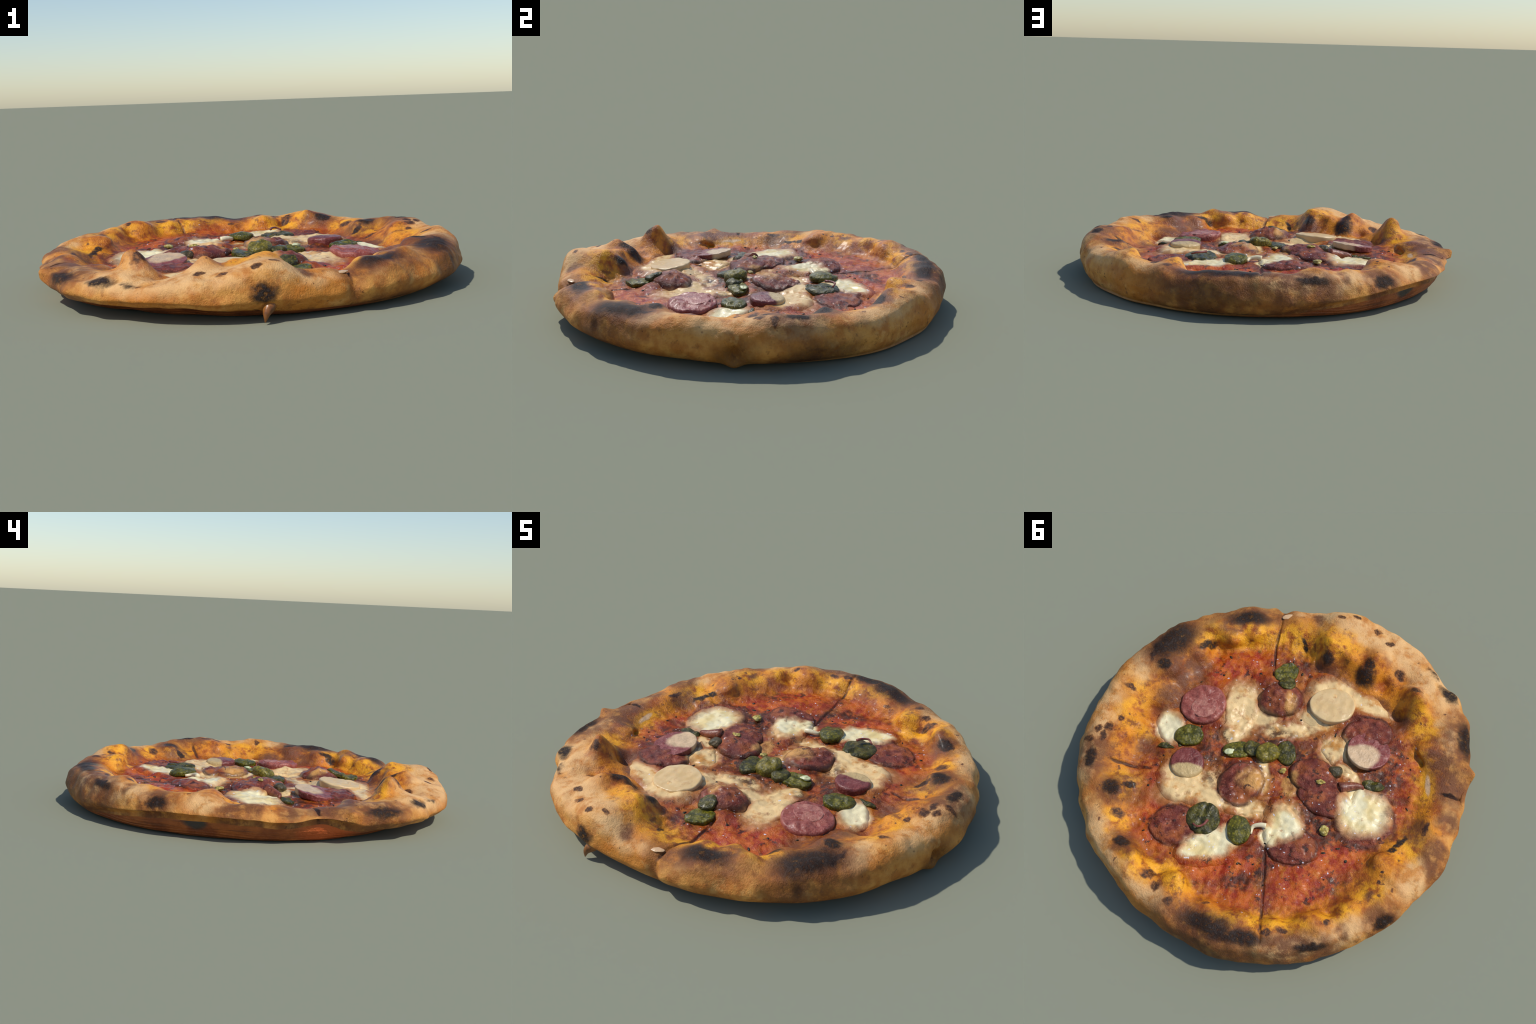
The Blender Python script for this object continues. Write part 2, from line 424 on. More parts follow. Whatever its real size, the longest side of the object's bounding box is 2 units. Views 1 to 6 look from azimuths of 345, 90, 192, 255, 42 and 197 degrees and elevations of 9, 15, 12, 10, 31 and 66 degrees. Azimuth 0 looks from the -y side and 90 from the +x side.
TOAST = [(.419, -.727, .053, .047, 17), (-.018, -.898, .03, .03, 17), (.60, -.42, .11, .10, 17), (.62, -.25, .075, .08, 17),
         (-.919, .063, .05, .05, 17), (-.908, .206, .04, .022, -23), (-.631, .545, .028, .017, 37), (-.661, .007, .05, .025, 17),
         (-.90, -.15, .08, .12, 17), (-.82, -.25, .07, .10, 30), (.08, .90, .22, .08, -8), (-.42, .86, .15, .06, 5), (.88, .20, .07, .12, 17),
         (-.561, .744, .03, .03, 17), (.33, -.83, .17, .06, 20), (.72, -.56, .17, .10, 62), (.70, .33, .11, .07, 20), (-.58, -.42, .06, .04, 40),
         (-.90, .30, .06, .10, 17), (.76, -.47, .02, .09, 12), (-.30, .90, .10, .05, 9), (-.44, -.50, .06, .035, -20), (-.14, -.62, .07, .04, 0),
         (.585, .600, .075, .05, 0), (-.72, .64, .08, .06, 40), (-.90, -.39, .08, .13, 17), (-.78, .16, .05, .06, 10), (.66, .05, .05, .05, 0)]
SPOTS = [(-.515, -.685, .020, .020), (-.616, -.575, .025, .02), (-.419, -.835, .021, .012), (-.142, -.909, .016, .011), (-.218, -.93, .018, .011),
         (-.345, -.889, .018, .014), (-.82, .134, .011, .03), (-.669, .468, .010, .010), (-.662, .419, .008, .008), (-.470, .729, .012, .015),
         (-.281, .821, .022, .012), (-.211, .851, .022, .012), (.28, .823, .024, .016), (.365, .766, .018, .020), (.415, .714, .024, .022),
         (.11, .772, .014, .009), (.667, .447, .025, .020), (.856, .027, .021, .018), (.925, .117, .022, .014), (.866, .082, .011, .03),
         (.776, -.463, .012, .05), (.822, -.225, .022, .012), (.815, -.048, .010, .016), (.90, .05, .012, .02)]
YELLOW = [(.276, -.736, .107, .085, 17), (.849, -.189, .09, .147, 17), (-.146, -.785, .141, .084, 17), (.627, -.012, .08, .07, 17),
          (.676, .504, .057, .069, 17), (.358, .646, .096, .051, 17), (.256, .704, .079, .042, 17), (-.543, .67, .078, .041, 17),
          (-.674, .552, .094, .08, 17), (-.779, .234, .08, .119, 17), (-.744, -.154, .05, .12, 17), (.548, -.663, .107, .057, 17),
          (.084, -.766, .089, .094, 17), (.699, .292, .09, .07, 17), (-.042, .823, .187, .033, 17), (-.30, .79, .15, .04, -10),
          (.48, .72, .10, .05, -50), (-.69, -.44, .05, .08, 40)]
# pale tops of the rim: x, y, z, three half sizes, turn
PALE = [(-.50, -.82, .20, .22, .11, .055, -28), (-.72, -.70, .18, .17, .10, .055, -48), (-.60, -.60, .22, .12, .10, .07, -40), (.90, -.05, .205, .06, .16, .05, 5),
        (.92, .22, .20, .05, .11, .05, 15), (.70, .60, .20, .07, .15, .05, 40), (.42, .78, .20, .13, .05, .05, -28), (-.33, .90, .20, .17, .06, .05, 18),
        (-.56, .76, .19, .11, .06, .05, 38), (.80, -.36, .20, .05, .11, .05, 25), (-.05, -.92, .19, .15, .05, .05, 0), (-.80, .40, .18, .07, .11, .05, 20),
        (-.78, -.38, .18, .07, .09, .06, 20), (-.25, -.86, .20, .17, .07, .06, -10)]
SAUCE_RED = [(.363, -.527, .158, .112, 17), (.273, -.593, .123, .047, 37), (-.325, .567, .159, .118, 17), (-.666, -.151, .083, .106, 17),
             (-.72, .02, .066, .157, 17), (-.441, .381, .128, .068, 17), (.10, .579, .176, .059, 17), (.516, .391, .115, .157, 17), (-.004, .705, .095, .059, 17)]
SAUCE_DARK = [(.344, .008, .067, .071), (.045, -.17, .118, .054, 17), (.247, .096, .067, .071), (-.321, .236, .081, .052, 17), (-.369, .294, .097, .043, 17),
              (-.011, .618, .08, .042, 17), (-.462, .53, .072, .051, 17), (-.574, -.107, .10, .053, 17), (-.096, .509, .03, .102, 17),
              (.306, -.099, .051, .054), (-.292, .19, .098, .052, 17), (.007, -.685, .053, .075, 17), (-.56, -.22, .08, .05, 17), (-.11, -.10, .10, .05, 10)]
# browned cheese film, salami seen through the melt, and whiter cheese above it
FILM = [(.24, -.29, .095, .16, 17), (.12, -.27, .07, .05, 10), (-.07, -.25, .10, .05, 15), (.10, .06, .04, .035, 0), (.02, -.42, .045, .07, 10), (-.36, -.21, .06, .10, 20), (.37, .20, .17, .085, 30), (.24, .235, .12, .055, -10), (.06, .235, .10, .045, -12), (-.144, .26, .075, .09, 17),
        (-.203, -.494, .13, .10, 17), (-.40, -.485, .12, .055, -18), (.246, -.135, .06, .045, 17), (.035, .04, .035, .11, 17), (.009, -.228, .10, .04, 17),
        (-.275, -.18, .07, .075, 17), (-.398, -.07, .09, .03, -18), (-.16, -.33, .10, .06, 0), (.45, .13, .07, .07, 0)]
SALAMI = [(.058, -.392, .112, .098, 20), (-.430, -.318, .125, .090, 15), (.385, .425, .122, .104, 15), (.125, .130, .125, .104, 60),
          (-.215, -.010, .115, .095, 5), (-.300, .085, .140, .097, -10), (-.215, .385, .122, .095, 10), (-.528, .158, .148, .138, 10)]
WHITE = [(.575, -.095, .062, .095, 25), (.19, .485, .115, .075, 25), (.10, .415, .055, .06, 0), (.26, .535, .06, .04, 20), (-.155, .295, .072, .085, 45), (-.09, .36, .05, .05, 0),
         (-.510, .115, .118, .118, 17), (-.45, .02, .06, .05, -20)]

def filling_color(n):
    """sauce with browned cheese film, salami patches, white cheese and burnt flecks, placed by position"""
    w1 = n.warp(.085, 9, 4); w2 = n.warp(.055, 24, 4)
    n.w1, n.w2 = w1, w2
    mid, fine = n.noise(14, 4, .6), n.noise(60, 4, .68)
    grit = n.noise(150, 3, .7)
    n.mid, n.fine, n.grit = mid, fine, grit
    sauce = n.mix(n.ramp(mid, .38, .62), (.19, .024, .004), (.42, .080, .008))
    sauce = n.mix(n.math("MULTIPLY", n.ramp(n.noise(6.5, 4, .65), .50, .64), .75), sauce, (.46, .15, .016))
    sauce = n.mix(n.math("MULTIPLY", n.ramp(n.noise(9, 4, .65), .52, .66), .7), sauce, (.13, .020, .006))
    sauce = n.mix(n.math("MULTIPLY", n.spots(w1, SAUCE_RED, .6), .85), sauce, n.mix(n.ramp(n.noise(17, 4, .65), .40, .62), (.36, .026, .004), (.66, .135, .008)))
    sauce = n.mix(n.math("MULTIPLY", n.ramp(n.noise(33, 4, .68), .53, .66), .55), sauce, (.58, .21, .025))
    film = n.math("MULTIPLY", n.spots(w1, FILM, .38), n.ramp(mid, .26, .44, .45, 1))
    sauce = n.mix(film, sauce, n.mix(n.ramp(n.noise(11, 4, .60), .47, .68), (.86, .60, .28), (.62, .27, .055)))
    sauce = n.mix(n.math("MULTIPLY", n.spots(w1, SAUCE_DARK, .65), n.ramp(n.noise(24, 4, .68), .38, .58, .1, .92)), sauce, (.055, .017, .006))
    fe = n.math("MULTIPLY", n.math("MULTIPLY", film, n.math("SUBTRACT", 1, film)), n.ramp(mid, .35, .6, 1.0, 3.4))
    sauce = n.mix(n.math("MINIMUM", fe, .8), sauce, (.36, .10, .014))
    # salami: purple-red meat with a darker cooked rim
    m = n.spots(n.warp(.03, 18, 3), SALAMI, .16)
    meat = n.mix(n.ramp(mid, .36, .64), (.125, .018, .010), (.27, .055, .028))
    meat = n.mix(n.math("MULTIPLY", n.ramp(n.noise(45, 4, .68), .53, .68), .6), meat, (.44, .155, .075))
    meat = n.mix(n.math("MULTIPLY", n.ramp(n.noise(7, 4, .6), .50, .64), .75), meat, (.40, .105, .020))
    sauce = n.mix(n.math("MULTIPLY", m, .95), sauce, meat)
    over = n.math("MULTIPLY", n.spots(w1, [(.06, .10, .075, .05, 20), (.0, -.37, .03, .05, 10), (-.12, .07, .03, .06, 0)], .5), n.ramp(mid, .3, .5, .3, .9))
    sauce = n.mix(over, sauce, (.66, .33, .085))
    rim = n.math("MULTIPLY", n.math("MULTIPLY", m, n.math("SUBTRACT", 1, m)), n.ramp(mid, .35, .55, 0, 3.2))
    sauce = n.mix(n.math("MINIMUM", rim, .85), sauce, (.055, .018, .012))
    wh = n.math("MULTIPLY", n.spots(w1, WHITE, .34), n.ramp(n.noise(30, 4, .6), .22, .40, .5, 1))
    white = n.mix(n.ramp(n.noise(7, 3, .55), .44, .66), (.90, .79, .48), (.84, .64, .28))
    sauce = n.mix(wh, sauce, white)
    edge = n.math("MULTIPLY", n.math("MULTIPLY", wh, n.math("SUBTRACT", 1, wh)), 1.6)
    sauce = n.mix(edge, sauce, (.55, .20, .05))
    burnt = n.math("MULTIPLY", n.ramp(n.noise(15, 5, .74), .565, .64), n.math("SUBTRACT", .9, n.math("MULTIPLY", n.math("MAXIMUM", wh, film), .8)))
    sauce = n.mix(burnt, sauce, (.040, .012, .006))
    painted_glints = n.math("MULTIPLY", flecks(n, w2, 38, .20, .34), n.ramp(n.noise(6, 2), .40, .54))  # whitish specular sparkle on the oily sauce, painted into its colour
    sauce = n.mix(n.math("MULTIPLY", painted_glints, .9), sauce, (.80, .76, .80))
    n.melted = n.math("MAXIMUM", wh, film)
    return sauce

def body_material(name, crusty=True):
    n = Nodes(name)
    x, y, z = n.axes(n.coord)
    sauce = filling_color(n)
    w1, w2, mid, fine, grit = n.w1, n.w2, n.mid, n.fine, n.grit
    bump = n.math("ADD", n.math("MULTIPLY", fine, n.math("MULTIPLY_ADD", n.melted, -.75, 1.0)), n.math("MULTIPLY", grit, n.math("MULTIPLY_ADD", n.melted, -.6, .8)))
    if not crusty:
        return n.finish(sauce, .25, bump, .006, spec=.36, coat=.06)
    big = n.noise(3.5, 3)
    # distance outward from the foot of the wall, by azimuth
    az = n.math("ADD", n.math("DIVIDE", n.math("ARCTAN2", y, x), TAU), .5)
    fc = n.add("ShaderNodeFloatCurve"); cv = fc.mapping.curves[0]
    pts = [((a / 360 + .5), r) for a, r in sorted(FOOT)] + [(1.0, FOOT[0][1])]
    for p in pts[1:-1]: cv.points.new(*p)
    cv.points[0].location = pts[0]; cv.points[len(cv.points) - 1].location = pts[-1]
    fc.mapping.update()
    n.put(fc.inputs["Value"], az); fc.inputs["Factor"].default_value = 1
    r = n.math("SQRT", n.math("ADD", n.math("MULTIPLY", x, x), n.math("MULTIPLY", y, y)))
    wob = n.math("ADD", n.math("MULTIPLY", n.math("SUBTRACT", mid, .5), .16), n.math("MULTIPLY", n.math("SUBTRACT", big, .5), .10))
    d = n.math("ADD", n.math("SUBTRACT", r, fc.outputs[0]), wob)
    frac = n.math("DIVIDE", d, n.math("SUBTRACT", 1.0, fc.outputs[0]))
    # bread: golden tan, paler patches, browner baked patches
    bread = n.mix(n.ramp(mid, .34, .66), (.52, .175, .028), (.74, .335, .075))  # tinted warmer to offset blue skylight on the shaded outer wall
    bread = n.mix(n.math("MULTIPLY", n.ramp(big, .52, .64), .6), bread, (.56, .18, .016))
    bread = n.mix(n.math("MULTIPLY", n.ramp(n.noise(8, 4, .65), .55, .68), .7), bread, (.80, .42, .13))
    bread = n.mix(n.math("MULTIPLY", n.ramp(n.noise(26, 4, .7), .54, .70), .6), bread, (.27, .085, .016))
    pale = None
    for q in PALE:
        k = n.spot(w1, q[:3], q[3:6], q[6], .75)
        pale = k if pale is None else n.math("MAXIMUM", pale, k)
    bread = n.mix(n.math("MULTIPLY", pale, n.ramp(n.noise(12, 4, .65), .34, .56, .10, .9)), bread, (.84, .50, .215))
    # oily yellow wall
    wall = n.mix(n.ramp(n.noise(11, 4, .65), .38, .60), (.36, .080, .006), (.76, .26, .011))
    wall = n.mix(n.math("MULTIPLY", n.spots(w1, YELLOW, .7), n.ramp(n.noise(19, 4, .6), .36, .58)), wall, (.96, .42, .014))  # gold brightened in the base colour to reach sunlit highlights
    wall = n.mix(n.math("MULTIPLY", n.ramp(n.noise(18, 5, .70), .52, .66), .8), wall, (.20, .045, .007))
    col = n.mix(n.ramp(n.math("ADD", d, n.math("MULTIPLY", n.math("SUBTRACT", fine, .5), .10)), -.06, .06), sauce, wall)
    col = n.mix(n.ramp(frac, .36, .72), col, bread)
    # toasting, speckle and char
    col = n.mix(n.math("MULTIPLY", n.spots(w1, TOAST, .75), n.ramp(n.noise(17, 4, .65), .30, .56, .30, .9)), col, (.155, .048, .016))
    frk = flecks(n, w2, 19, .20, .26)
    frk = n.math("MULTIPLY", frk, n.math("MULTIPLY", n.ramp(d, .02, .1), n.ramp(r, 1.0, .95)))
    col = n.mix(n.math("MULTIPLY", frk, .85), col, (.13, .040, .014))
    sp = n.spots(w2, SPOTS, .75)
    col = n.mix(n.math("MULTIPLY", n.ramp(sp, .0, .6), .6), col, (.26, .085, .018))
    col = n.mix(n.math("MULTIPLY", n.ramp(sp, .25, .95, 0, .95), n.ramp(n.noise(55, 3, .7), .34, .56, .45, 1)), col, (.045, .016, .008))
    pep = n.math("MULTIPLY", n.ramp(n.noise(40, 4, .72), .62, .69), n.ramp(n.noise(5, 2), .46, .60))
    col = n.mix(n.math("MULTIPLY", pep, n.ramp(d, .0, .08, 0, .8)), col, (.09, .028, .010))
    side = n.math("MULTIPLY", n.spot(w1, (.92, .33, .06), (.13, .16, .055), 0, .7), .6)
    for q in CHAR_RIM:
        side = n.math("MAXIMUM", side, n.spot(w2, q[:3], q[3:6], q[6], .4))
    side = n.math("MAXIMUM", side, n.math("MULTIPLY", n.spot(w1, (.0, .96, .12), (.2, .1, .06), 0, .7), .55))
    side = n.math("MAXIMUM", side, n.math("MULTIPLY", n.spot(w1, (1.0, -.05, .07), (.06, .07, .06), 0, .8), .6))
    chars = n.math("MAXIMUM", n.spots(w1, CHAR_BIG, .5), n.spots(w2, CHAR_MID, .35))
    chars = n.math("MULTIPLY", n.math("MAXIMUM", chars, side), n.ramp(fine, .24, .56, .62, 1))
    ash = n.mix(n.ramp(fine, .42, .72), (.014, .009, .007), (.060, .040, .032))
    col = n.mix(chars, col, ash)
    # knife cuts: dark broken seams
    w3 = n.warp(.022, 14, 2)
    for pts, _ in CUTS:
        for a, b in zip(pts, pts[1:]):
            mx, my = (a[0] + b[0]) / 2, (a[1] + b[1]) / 2
            L = math.hypot(b[0] - a[0], b[1] - a[1]) / 2
            s = n.spot(w3, (mx, my), (L * 1.1, .008), math.degrees(math.atan2(b[1] - a[1], b[0] - a[0])), .55)
            col = n.mix(n.math("MULTIPLY", s, n.ramp(mid, .40, .56, .05, .85)), col, (.045, .016, .010))
    # a pale strip of crumb showing on the -x wall
    col = n.mix(n.math("MULTIPLY", n.spot(w3, (-.785, -.11), (.012, .05), 15, .4), .8), col, (.74, .50, .30))
    rough = n.ramp(d, -.03, .24, .24, .52)
    return n.finish(col, rough, bump, .0045, spec=n.math("MULTIPLY", n.ramp(d, .05, .28, .37, .24), n.math("MULTIPLY_ADD", chars, -.6, 1.0)), coat=n.ramp(d, .14, .02, 0, .06))
def underside_material(name):
    n = Nodes(name)
    x, y, _ = n.axes(n.coord)
    w1 = n.warp(.07, 7, 3)
    big, mid, fine = n.noise(3.5, 3), n.noise(14, 4, .6), n.noise(60, 4, .65)
    base = n.mix(n.ramp(n.noise(9, 4, .6), .35, .65), (.26, .062, .014), (.42, .115, .024))
    streak = n.noise(5, 4, .6, vec=n.vec("MULTIPLY", n.coord, (1, 1, 14)))
    base = n.mix(n.math("MULTIPLY", n.ramp(streak, .55, .66), .6), base, (.12, .040, .018))
    base = n.mix(n.spot(w1, (-.81, .48, .078), (.05, .05, .03), 0, .4), base, (.06, .045, .035))
    base = n.mix(n.math("MULTIPLY", n.spot(w1, (-.93, -.13, .05), (.12, .12, .06), 0, .5), .8), base, (.60, .115, .022))
    plain = n.mix(n.ramp(mid, .35, .68), (.42, .165, .040), (.56, .25, .07))
    # the red-brown belly belongs to the overhung side, the rest stays bread coloured
    east = n.math("ADD", n.math("ADD", n.math("MULTIPLY", x, .9), n.math("MULTIPLY", y, .25)), n.math("MULTIPLY", n.math("SUBTRACT", big, .5), .8))
    col = n.mix(n.ramp(east, -.15, .35), base, plain)
    return n.finish(col, .6, n.math("ADD", fine, mid), .006, spec=.4)

# ------------------------------------------------------------------ topping materials
def meat_material(name, a, b, fat, cap=None, cap_rows=()):
    n = Nodes(name)
    w = n.warp(.03, 18, 3)
    m, f = n.noise(22, 4, .6), n.noise(85, 4, .65)
    col = n.mix(n.ramp(m, .35, .65), a, b)
    col = n.mix(n.math("MULTIPLY", n.ramp(f, .58, .70), .45), col, fat)
    col = n.mix(n.math("MULTIPLY", n.ramp(f, .44, .32), .5), col, tuple(c * .35 for c in a))
    if cap:
        w = n.warp(.02, 20, 2)
        col = n.mix(n.spots(w, cap_rows, .14), col, n.mix(n.ramp(m, .35, .7), cap, tuple(c * .8 for c in cap)))
    s = flecks(n, w, 60, .17, .14)  # light dots drawn on the meat for its wet glints
    col = n.mix(n.math("MULTIPLY", s, .8), col, (.72, .66, .68))
    bump = n.math("ADD", f, n.math("MULTIPLY", m, .6))
    return n.finish(col, .27, bump, .004, spec=.45, coat=.10)

def cheese_material(name, a, b, brown, brown_rows=(), amt=.5):
    n = Nodes(name)
    m, f = n.noise(11, 4, .55), n.noise(70, 4, .6)
    col = n.mix(n.ramp(m, .35, .66), a, b)
    col = n.mix(n.math("MULTIPLY", n.ramp(n.noise(20, 4, .65), .52, .68), amt), col, brown)
    if brown_rows:
        col = n.mix(n.math("MULTIPLY", n.spots(n.warp(.04, 16, 3), brown_rows, .5), .8), col, brown)
    return n.finish(col, .30, n.math("ADD", n.math("MULTIPLY", f, .5), m), .003, spec=.45, sss=.08)

def pickle_material(name, a, b, pale):
    n = Nodes(name)
    m, f = n.noise(24, 3, .6), n.noise(95, 4, .65)
    v = n.voronoi(70, n.warp(.01, 40))
    col = n.mix(n.ramp(m, .38, .62), a, b)
    col = n.mix(n.math("MULTIPLY", n.ramp(f, .56, .70), .6), col, pale)
    col = n.mix(n.math("MULTIPLY", n.ramp(v.outputs["Distance"], .35, .6), .4), col, (.02, .022, .008))
    return n.finish(col, .20, n.math("ADD", f, n.math("MULTIPLY", v.outputs["Distance"], .5)), .005, spec=.4, coat=.08)

# ------------------------------------------------------------------ topping shapes
def drape(x, y, c, tilt, follow, base):
    """height of a slice: a tilted plane blended with the sauce below it"""
    plane = base + (x - c[0]) * tilt[0] + (y - c[1]) * tilt[1]
    return follow * (sauce_height(x, y) - sauce_height(np.array(c[0]), np.array(c[1])) + base) + (1 - follow) * plane

def slice_disc(name, c, rx, ry, mat, parent, rot=0, thick=.025, lift=.012, tilt=(0, 0), follow=.6, dome=.0, cup=.0,
               wob=.06, hole=0.0, seed=0, edge=.35, waves=.0025, melt=False):
    """round slice: top, rounded rim, side and bottom, laid on the sauce. lift = top of the rim above the sauce"""
    n = 84
    a = np.arange(n) / n * TAU
    r = np.random.default_rng(seed)
    out = 1 + wob * (np.sin(2 * a + r.uniform(0, 6)) * .6 + np.sin(3 * a + r.uniform(0, 6)) * .4 + .25 * np.sin(7 * a + r.uniform(0, 6)))
    cr, sr = math.cos(math.radians(rot)), math.sin(math.radians(rot))
    base = float(sauce_height(np.array(c[0]), np.array(c[1]))) + lift
    e = min(edge * thick / max(rx, ry), .35)
    prof = [(t, 0, 1) for t in np.linspace(max(hole + e, .03), 1 - e, 16)]
    prof += [(1 - e + e * math.sin(q), -(1 - math.cos(q)) * edge, 1) for q in np.linspace(.3, math.pi / 2, 5)]
    prof += [(1 - .02 * k, -edge - (1 - edge) * k, 1) for k in (.35, .7, 1.0)]
    prof += [(max(hole, .03), -1, 0)]
    if hole:
        prof += [(hole, -.6, 0), (hole, -edge, 0), (hole + e * .4, -.10, 1)]
    V = []
    for t, dz, up in prof:
        lx, ly = t * rx * out * np.cos(a), t * ry * out * np.sin(a)
        X, Y = c[0] + lx * cr - ly * sr, c[1] + lx * sr + ly * cr
        Z = drape(X, Y, c, tilt, follow, base) + dz * thick
        if up:
            Z += dome * (1 - t * t) + cup * t ** 3 * (1 if dz > -edge else 0) + waves * Waves(seed + 50, .05)(np.stack([X, Y, 0 * X], -1))
        V.append(np.stack([X, Y, Z], -1))
    V = np.array(V)
    F = grid_faces(len(prof), n)
    if hole:
        F = np.vstack([F, np.stack([np.arange(n) + (len(prof) - 1) * n, (np.arange(n) + 1) % n + (len(prof) - 1) * n, (np.arange(n) + 1) % n, np.arange(n)], -1)])
        faces = F.tolist(); Vf = V.reshape(-1, 3)
    else:
        Vf = np.vstack([V.reshape(-1, 3), [V[0].mean(0)], [V[-1].mean(0)]]); k = len(V) * n
        faces = F.tolist() + [[k, (i + 1) % n, i] for i in range(n)] + [[k + 1, (len(prof) - 1) * n + i, (len(prof) - 1) * n + (i + 1) % n] for i in range(n)]
    faces = [f[::-1] for f in faces]
    ob = new_mesh(name, Vf, faces, mat, parent, origin=None if melt else (c[0], c[1], base))
    return ob

def melted_patch(name, outline, mat, parent, height=.012, seed=0, ragged=.006, sink=.004):
    """a melted pool: smooth closed outline, domed, thinning to nothing at its edge"""
    P = np.array(outline, float); m = len(P); n = 120
    c = P.mean(0)
    s = np.arange(n) / n * m; i = s.astype(int); f = (s - i)[:, None]
    p0, p1, p2, p3 = P[(i - 1) % m], P[i % m], P[(i + 1) % m], P[(i + 2) % m]
    O = .5 * (2 * p1 + (p2 - p0) * f + (2 * p0 - 5 * p1 + 4 * p2 - p3) * f ** 2 + (3 * p1 - p0 - 3 * p2 + p3) * f ** 3)
    nz = Waves(seed + 90, .05)(np.column_stack([O, 0 * O[:, 0]]))
    dirv = (O - c) / np.linalg.norm(O - c, axis=1)[:, None]
    O = O + dirv * (ragged * nz)[:, None]
    V = []
    w = Waves(seed + 91, .07)
    ts = list(np.linspace(.04, .9, 16)) + [.94, .97, 1.0]
    for t in ts:
        XY = c + (O - c) * t
        X, Y = XY[:, 0], XY[:, 1]
        h = height * min(1, (1 - t) / .22) ** .6 - sink * t ** 6
        Z = sauce_height(X, Y) + h + (1 - t ** 4) * .0012 * w(np.column_stack([XY, 0 * X]))
        V.append(np.column_stack([X, Y, Z]))
    V.append(np.column_stack([c + (O - c) * .5, np.full(n, V[-1][:, 2].min() - .004)]))
    k = len(V) * n
    Vf = np.vstack(V + [[[*c, V[0][:, 2].mean()]], [[*c, V[-1][:, 2].mean()]]])
    F = grid_faces(len(V), n).tolist() + [[k, (q + 1) % n, q] for q in range(n)] + [[k + 1, (len(V) - 1) * n + q, (len(V) - 1) * n + (q + 1) % n] for q in range(n)]
    area = sum(P[q, 0] * P[(q + 1) % m, 1] - P[(q + 1) % m, 0] * P[q, 1] for q in range(m))
    if area > 0: F = [f[::-1] for f in F]
    return new_mesh(name, Vf, F, mat, parent)

def pebble(name, c, size, mat, parent, seed=0, rot=0, rough=.12, tip=(0, 0, 0)):
    """small rounded lump"""
    nu, nv = 28, 18
    u = np.arange(nu) / nu * TAU; v = (np.arange(nv) + .5) / nv * math.pi
    U, W = np.meshgrid(u, v)
    D = np.stack([np.sin(W) * np.cos(U), np.sin(W) * np.sin(U), np.cos(W)], -1)
    S = 1 + rough * Waves(seed + 200, 1.2)(D)
    L = D * S[..., None] * np.array(size)
    cr, sr = math.cos(math.radians(rot)), math.sin(math.radians(rot))
    L = np.stack([L[..., 0] * cr - L[..., 1] * sr, L[..., 0] * sr + L[..., 1] * cr, L[..., 2]], -1)
    V = (L + np.array(c)).reshape(-1, 3)
    F = grid_faces(nv, nu).tolist()
    F += [list(range(nu))[::-1], [(nv - 1) * nu + q for q in range(nu)]]
    F = [f[::-1] for f in F]
    return new_mesh(name, V, F, mat, parent, origin=c)

def strand(name, pts, radii, mat, parent, closed=False):
    """tapering tube along a smooth path"""
    P = np.array(pts, float); n, k = len(P), 12
    V = []
    for i in range(n):
        t = P[min(i + 1, n - 1)] - P[max(i - 1, 0)]; t /= np.linalg.norm(t)
        s = np.cross(t, (0, 0, 1)); s /= max(np.linalg.norm(s), 1e-6); q = np.cross(s, t)
        a = np.arange(k) / k * TAU
        V.append(P[i] + radii[i] * (np.cos(a)[:, None] * s + np.sin(a)[:, None] * q))
    V = np.vstack(V)
    F = grid_faces(n, k).tolist() + [list(range(k))[::-1], [(n - 1) * k + q for q in range(k)]]
    return new_mesh(name, V, F, mat, parent, origin=P.mean(0))

def spline(pts, n):
    P = np.array(pts, float); P = np.vstack([2 * P[0] - P[1], P, 2 * P[-1] - P[-2]])
    out = []
    for s in np.linspace(0, len(P) - 3 - 1e-6, n):
        i = int(s); f = s - i; p0, p1, p2, p3 = P[i:i + 4]
        out.append(.5 * (2 * p1 + (p2 - p0) * f + (2 * p0 - 5 * p1 + 4 * p2 - p3) * f ** 2 + (3 * p1 - p0 - 3 * p2 + p3) * f ** 3))
    return np.array(out)

